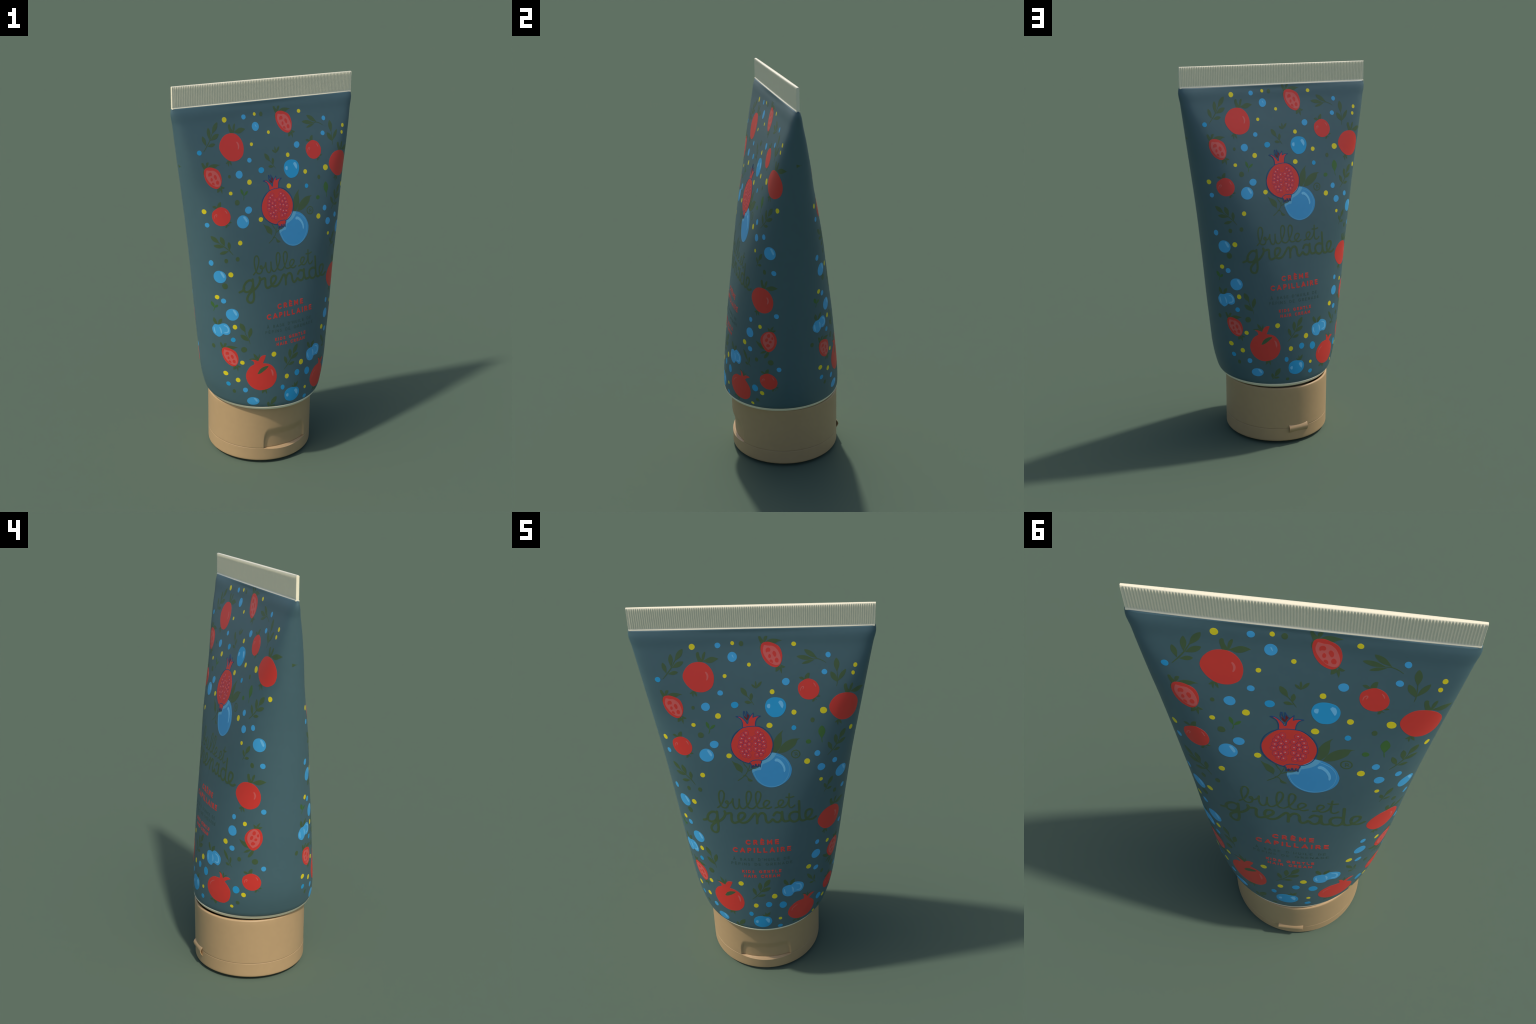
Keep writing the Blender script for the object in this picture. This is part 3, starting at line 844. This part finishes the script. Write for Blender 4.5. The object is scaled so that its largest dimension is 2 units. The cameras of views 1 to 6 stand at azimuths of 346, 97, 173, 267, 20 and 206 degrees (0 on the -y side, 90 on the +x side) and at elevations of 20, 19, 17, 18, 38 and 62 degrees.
STEM = [(0, 0), (0, 1)]
GLYPHS = {   # geometric capitals as pen strokes on a unit cap height: width, strokes
    "A": (.86, [[(0, 0), (.43, 1)], [(.43, 1), (.86, 0)], [(.15, .28), (.71, .28)]]),
    "B": (.56, [STEM, [(0, 1), (.28, 1)] + arc(.28, .765, .22, .235, 80, -80) + [(.28, .53), (0, .53)],
                [(0, .53), (.30, .53)] + arc(.30, .265, .26, .265, 80, -80) + [(.30, 0), (0, 0)]]),
    "C": (.84, [arc(.5, .5, .5, .5, 48, 312, 15)]),
    "D": (.74, [STEM, [(0, 1), (.22, 1)] + arc(.24, .5, .5, .5, 85, -85, 13) + [(.22, 0), (0, 0)]]),
    "E": (.60, [STEM, [(0, 1), (.60, 1)], [(0, .51), (.54, .51)], [(0, 0), (.60, 0)]]),
    "G": (.96, [arc(.5, .5, .5, .5, 48, 355, 17), [(.55, .46), (1.0, .46)]]),
    "H": (.70, [STEM, [(.70, 0), (.70, 1)], [(0, .5), (.70, .5)]]),
    "I": (.0, [STEM]),
    "K": (.62, [STEM, [(.60, 1), (.05, .44)], [(.22, .60), (.64, 0)]]),
    "L": (.58, [STEM, [(0, 0), (.58, 0)]]),
    "M": (.86, [STEM, [(0, 1), (.43, .30)], [(.43, .30), (.86, 1)], [(.86, 1), (.86, 0)]]),
    "N": (.70, [STEM, [(0, 1), (.70, 0)], [(.70, 0), (.70, 1)]]),
    "P": (.60, [STEM, [(0, 1), (.33, 1)] + arc(.33, .73, .27, .27, 80, -80) + [(.33, .46), (0, .46)]]),
    "R": (.66, [STEM, [(0, 1), (.33, 1)] + arc(.33, .73, .27, .27, 80, -80) + [(.33, .46), (0, .46)], [(.28, .46), (.66, 0)]]),
    "S": (.54, [[(.50, .86), (.38, .98), (.20, .98), (.05, .86), (.06, .66), (.20, .55), (.38, .45), (.52, .32), (.50, .12), (.34, .01), (.16, .02), (.01, .15)]]),
    "T": (.64, [[(.32, 0), (.32, 1)], [(0, 1), (.64, 1)]]),
    "U": (.66, [[(0, 1), (0, .34)] + arc(.33, .33, .33, .33, 190, 350, 9) + [(.66, .34), (.66, 1)]]),
    "'": (.0, [[(0, .78), (.02, 1.02)]]),
}
ACCENTS = {"\u00c8": ("E", [(.14, 1.36), (.34, 1.22)]), "\u00c0": ("A", [(.30, 1.36), (.50, 1.22)]), "\u00c9": ("E", [(.36, 1.36), (.16, 1.22)])}


def text_outlines(text, s_left, s_right, baseline, cap_height, pen):
    """Pen-stroke capitals spaced out to fill the line between two chart positions."""
    pieces, glyphs = [], []
    for ch in text:
        base, accent = ACCENTS.get(ch, (ch, None))
        glyphs.append((base, accent))
    w = [GLYPHS[g][0] if g != " " else .42 for g, _ in glyphs]
    run = cap_height - pen
    gap = ((s_right - s_left - pen) / run - sum(w)) / (len(w) - 1)
    x = 0.
    for (g, accent), gw in zip(glyphs, w):
        if g != " ":
            for st in GLYPHS[g][1] + ([accent] if accent else []):
                st = [(s_left + pen / 2 + (x + a) * run, baseline + pen / 2 + b * run) for a, b in st]
                if len(st) == 2:
                    d = np.subtract(st[1], st[0])
                    d = d / np.linalg.norm(d) * pen * .48
                    st = [tuple(np.subtract(st[0], d)), tuple(np.add(st[1], d))]
                pieces += stroke_pieces(st, pen, None, 1 if len(st) == 2 else 2, len(st) > 2)
        x += gw + gap
    return pieces


TYPE_LINES = [  # text, left, right, baseline, cap height, ink, pen width
    ("CR\u00c8ME", -67, 89, 880, 27, "red", 6.2),
    ("CAPILLAIRE", -130, 145.5, 835, 27.5, "red", 6.2),
    ("\u00c0 BASE D'HUILE DE", -133, 138, 788, 15.5, "type_green", 2.3),
    ("P\u00c9PINS DE GRENADE", -142, 150, 761, 16, "type_green", 2.3),
    ("KIDS GENTLE", -91, 96, 716.5, 16.5, "red", 3.6),
    ("HAIR CREAM", -84, 89, 689, 16.5, "red", 3.6),
]


def fruit_layers(m, at, body, hl, k=1.):
    """Common build-up of a printed fruit: leaves, body, overlays, shine."""
    L = []
    if "leaf" in m:
        L.append(("leaf_green", .7, smooth_all(m["leaf"], at, k, 55)))
    L.append((body, 1.1, smooth_all(m["body"], at, k, 60)))
    if "flesh" in m:
        L.append(("red_light", 1.5, smooth_all(m["flesh"], at, k)))
    if "seed" in m:
        L.append((body, 1.9, smooth_all(m["seed"], at, k, 80)))
    if "over" in m:
        L.append(("leaf_green", 1.5, smooth_all(m["over"], at, k)))
    if "hl" in m:
        L.append((hl, 1.5, smooth_all(m["hl"], at, k)))
    if "stroke" in m:
        L.append((hl, 1.5, strokes(m["stroke"], 3.6 if hl == "red_light" else 7.5, at, k, (.6, 1, 1, .6))))
    return L


def build_print(body):
    for back in (False, True):
        n = 0
        for ink, dots in (("yellow", YELLOW_DOTS), ("azure", AZURE_DOTS), ("cyan", CYAN_DOTS), ("leaf_green", GREEN_DOTS), ("bright_green", BRIGHT_DOTS)):
            for s, z, w, h in dots:
                n += 1
                ink_object("printed_dot", [(ink, .9, [disc(s, z, w, h, .035, n)])], body, back)
        for s, z, w, h in BUBBLES:
            n += 1
            big = w > 50
            shine = closed_curve([(s + w * a, z + h * b) for a, b in ((.04, .38), (.16, .40), (.32, .20), (.38, .0), (.30, -.09), (.22, .02), (.12, .20))]) if big else \
                closed_curve([(s + w * a, z + h * b) for a, b in ((-.06, .20), (.04, .22), (.12, .05), (.16, -.12), (.06, -.02))])
            ink_object("printed_bubble", [("azure", .9, [disc(s, z, w, h, .02, n, 40)]), ("azure_light", 1.3, [shine])], body, back)
        for i, at in enumerate(TOMATO_SPOTS):
            kind = {k: v for k, v in TOMATO.items() if not (k == "hl" and i == 1)}      # one is matt, without shine
            ink_object("printed_tomato", fruit_layers(kind, at, "red", "red_light"), body, back)
        for s, z, k in CUT_BERRY_SPOTS:
            ink_object("printed_cut_berry", fruit_layers(CUT_BERRY, (s, z), "red", "red_light", k), body, back)
        ink_object("printed_cut_berry", fruit_layers(CUT_BERRY_UPRIGHT, CUT_BERRY_UPRIGHT["at"], "red", "red_light"), body, back)
        for at in CHERRY_SPOTS:
            ink_object("printed_cherry", fruit_layers(CHERRY, at, "red", "red_light"), body, back)
        for m in (PLUM, PLUM_WITH_LEAVES):
            ink_object("printed_plum", fruit_layers(m, m["at"], "cyan", "azure_light"), body, back)
        for m in (DOUBLE_BERRY_WIDE, DOUBLE_BERRY_TALL):
            ink_object("printed_double_berry", fruit_layers(m, m["at"], "azure", "azure_light"), body, back)
        for m in (POMEGRANATE_BROAD, POMEGRANATE_TILTED):
            ink_object("printed_pomegranate", fruit_layers(m, m["at"], "red", "red_light"), body, back)
        for sp in SPRIGS:
            at = np.asarray(sp["at"], float)
            out = stroke_pieces(np.asarray(sp["stem"], float) + at, 5.0 if len(sp["leaves"]) > 3 else 3.6, (.5, 1., .9, .6))
            for bx, by, tx, ty, w in sp["leaves"]:
                out.append(leaf((bx + at[0], by + at[1]), (tx + at[0], ty + at[1]), w))
            ink_object("printed_sprig", [("leaf_green" if sp["ink"] == "green" else "bright_green", .7, out)], body, back)
        ink_object("printed_leaf_tip", [("leaf_green", .7, [np.asarray(STRAY_LEAF_TIP, float)])], body, back)
        build_emblem(body, back)
        ink_object("printed_script_lettering", [("leaf_green", .9, strokes(SCRIPT_UPPER, 7.2) + strokes(SCRIPT_LOWER, 11.5))], body, back)
        for text, a, b, base, cap, ink, pen in TYPE_LINES:
            ink_object("printed_type_line", [(ink, .8, text_outlines(text, a, b, base, cap, pen))], body, back)


def build_emblem(body, back):
    """Halved pomegranate leaning on a bubble, with leaves and a ring mark."""
    at = LOGO_AT
    ink_object("printed_emblem_foliage", [("leaf_green", .6, smooth_all(LOGO_GREEN, at, 1, 55) + strokes(LOGO_STEM, 4.6, at, 1, (.9, 1, .8, .5)))], body, back)
    ink_object("printed_emblem_bubble", [
        ("bubble", 1.0, smooth_all(LOGO_BUBBLE, at, 1, 50)),
        ("bubble_pale", 1.35, smooth_all(LOGO_CRESCENT, at, 1, 50)),
        ("azure_light", 1.7, smooth_all(LOGO_HL, at)),
        ("bubble_pale", 1.35 + .2, strokes(LOGO_RIM, 2.0, at))], body, back)
    arils = np.asarray(LOGO_ARIL[0], float) + np.asarray(at, float)
    rim, core, spot = [], [], []
    for i, (x, y) in enumerate(arils):
        rim.append(disc(x, y - 1.2, 24.5, 25.0, .03, i, 24))
        cell = disc(x, y - 1.2, 22.6, 23.0, .03, i, 28)
        for j, (u, w) in enumerate(arils):      # press neighbouring arils flat against each other
            d = np.array([u - x, w - y])
            if j != i and np.linalg.norm(d) < 28:
                n = d / np.linalg.norm(d)
                over = np.maximum(0, (cell - (x, y - 1.2)) @ n - (np.linalg.norm(d) / 2 - .95))
                cell = cell - over[:, None] * n
        core.append(cell)
        spot.append(disc(x, y, 6.2, 5.2, .05, i, 12))
    ink_object("printed_emblem_pomegranate", [
        ("line_blue", 2.0, strokes(LOGO_LINE, 3.4, at)),
        ("red", 1.75, smooth_all(LOGO_RED, at, 1, 55)),
        ("dark_red", 1.9, smooth_all(LOGO_DARK, at, 1, 50)),
        ("aril_line", 2.0, rim), ("aril", 2.25, core), ("aril_pale", 2.5, spot)], body, back)
    x, y, rx, ry = LOGO_MARK
    ring = [(x + (rx - 3) * math.cos(a), y + (ry - 3) * math.sin(a)) for a in np.linspace(0, 2 * math.pi, 25)]
    ink_object("printed_ring_mark", [("leaf_green", .7, stroke_pieces(ring, 4.8, None, 2, False) + strokes(LOGO_R, 3.2, at))], body, back)


def main():
    make_materials()
    root = bpy.data.objects.new("cosmetic_tube", None)
    bpy.context.scene.collection.objects.link(root)
    root["label"] = "slate blue squeeze tube with fruit print and sand cap"
    root["category"] = "cosmetic tube"
    root.rotation_euler = (0, 0, TURN)
    body = build_body(root)
    build_shoulder(root)
    build_seal(root)
    build_cap(root)
    build_print(body)


main()
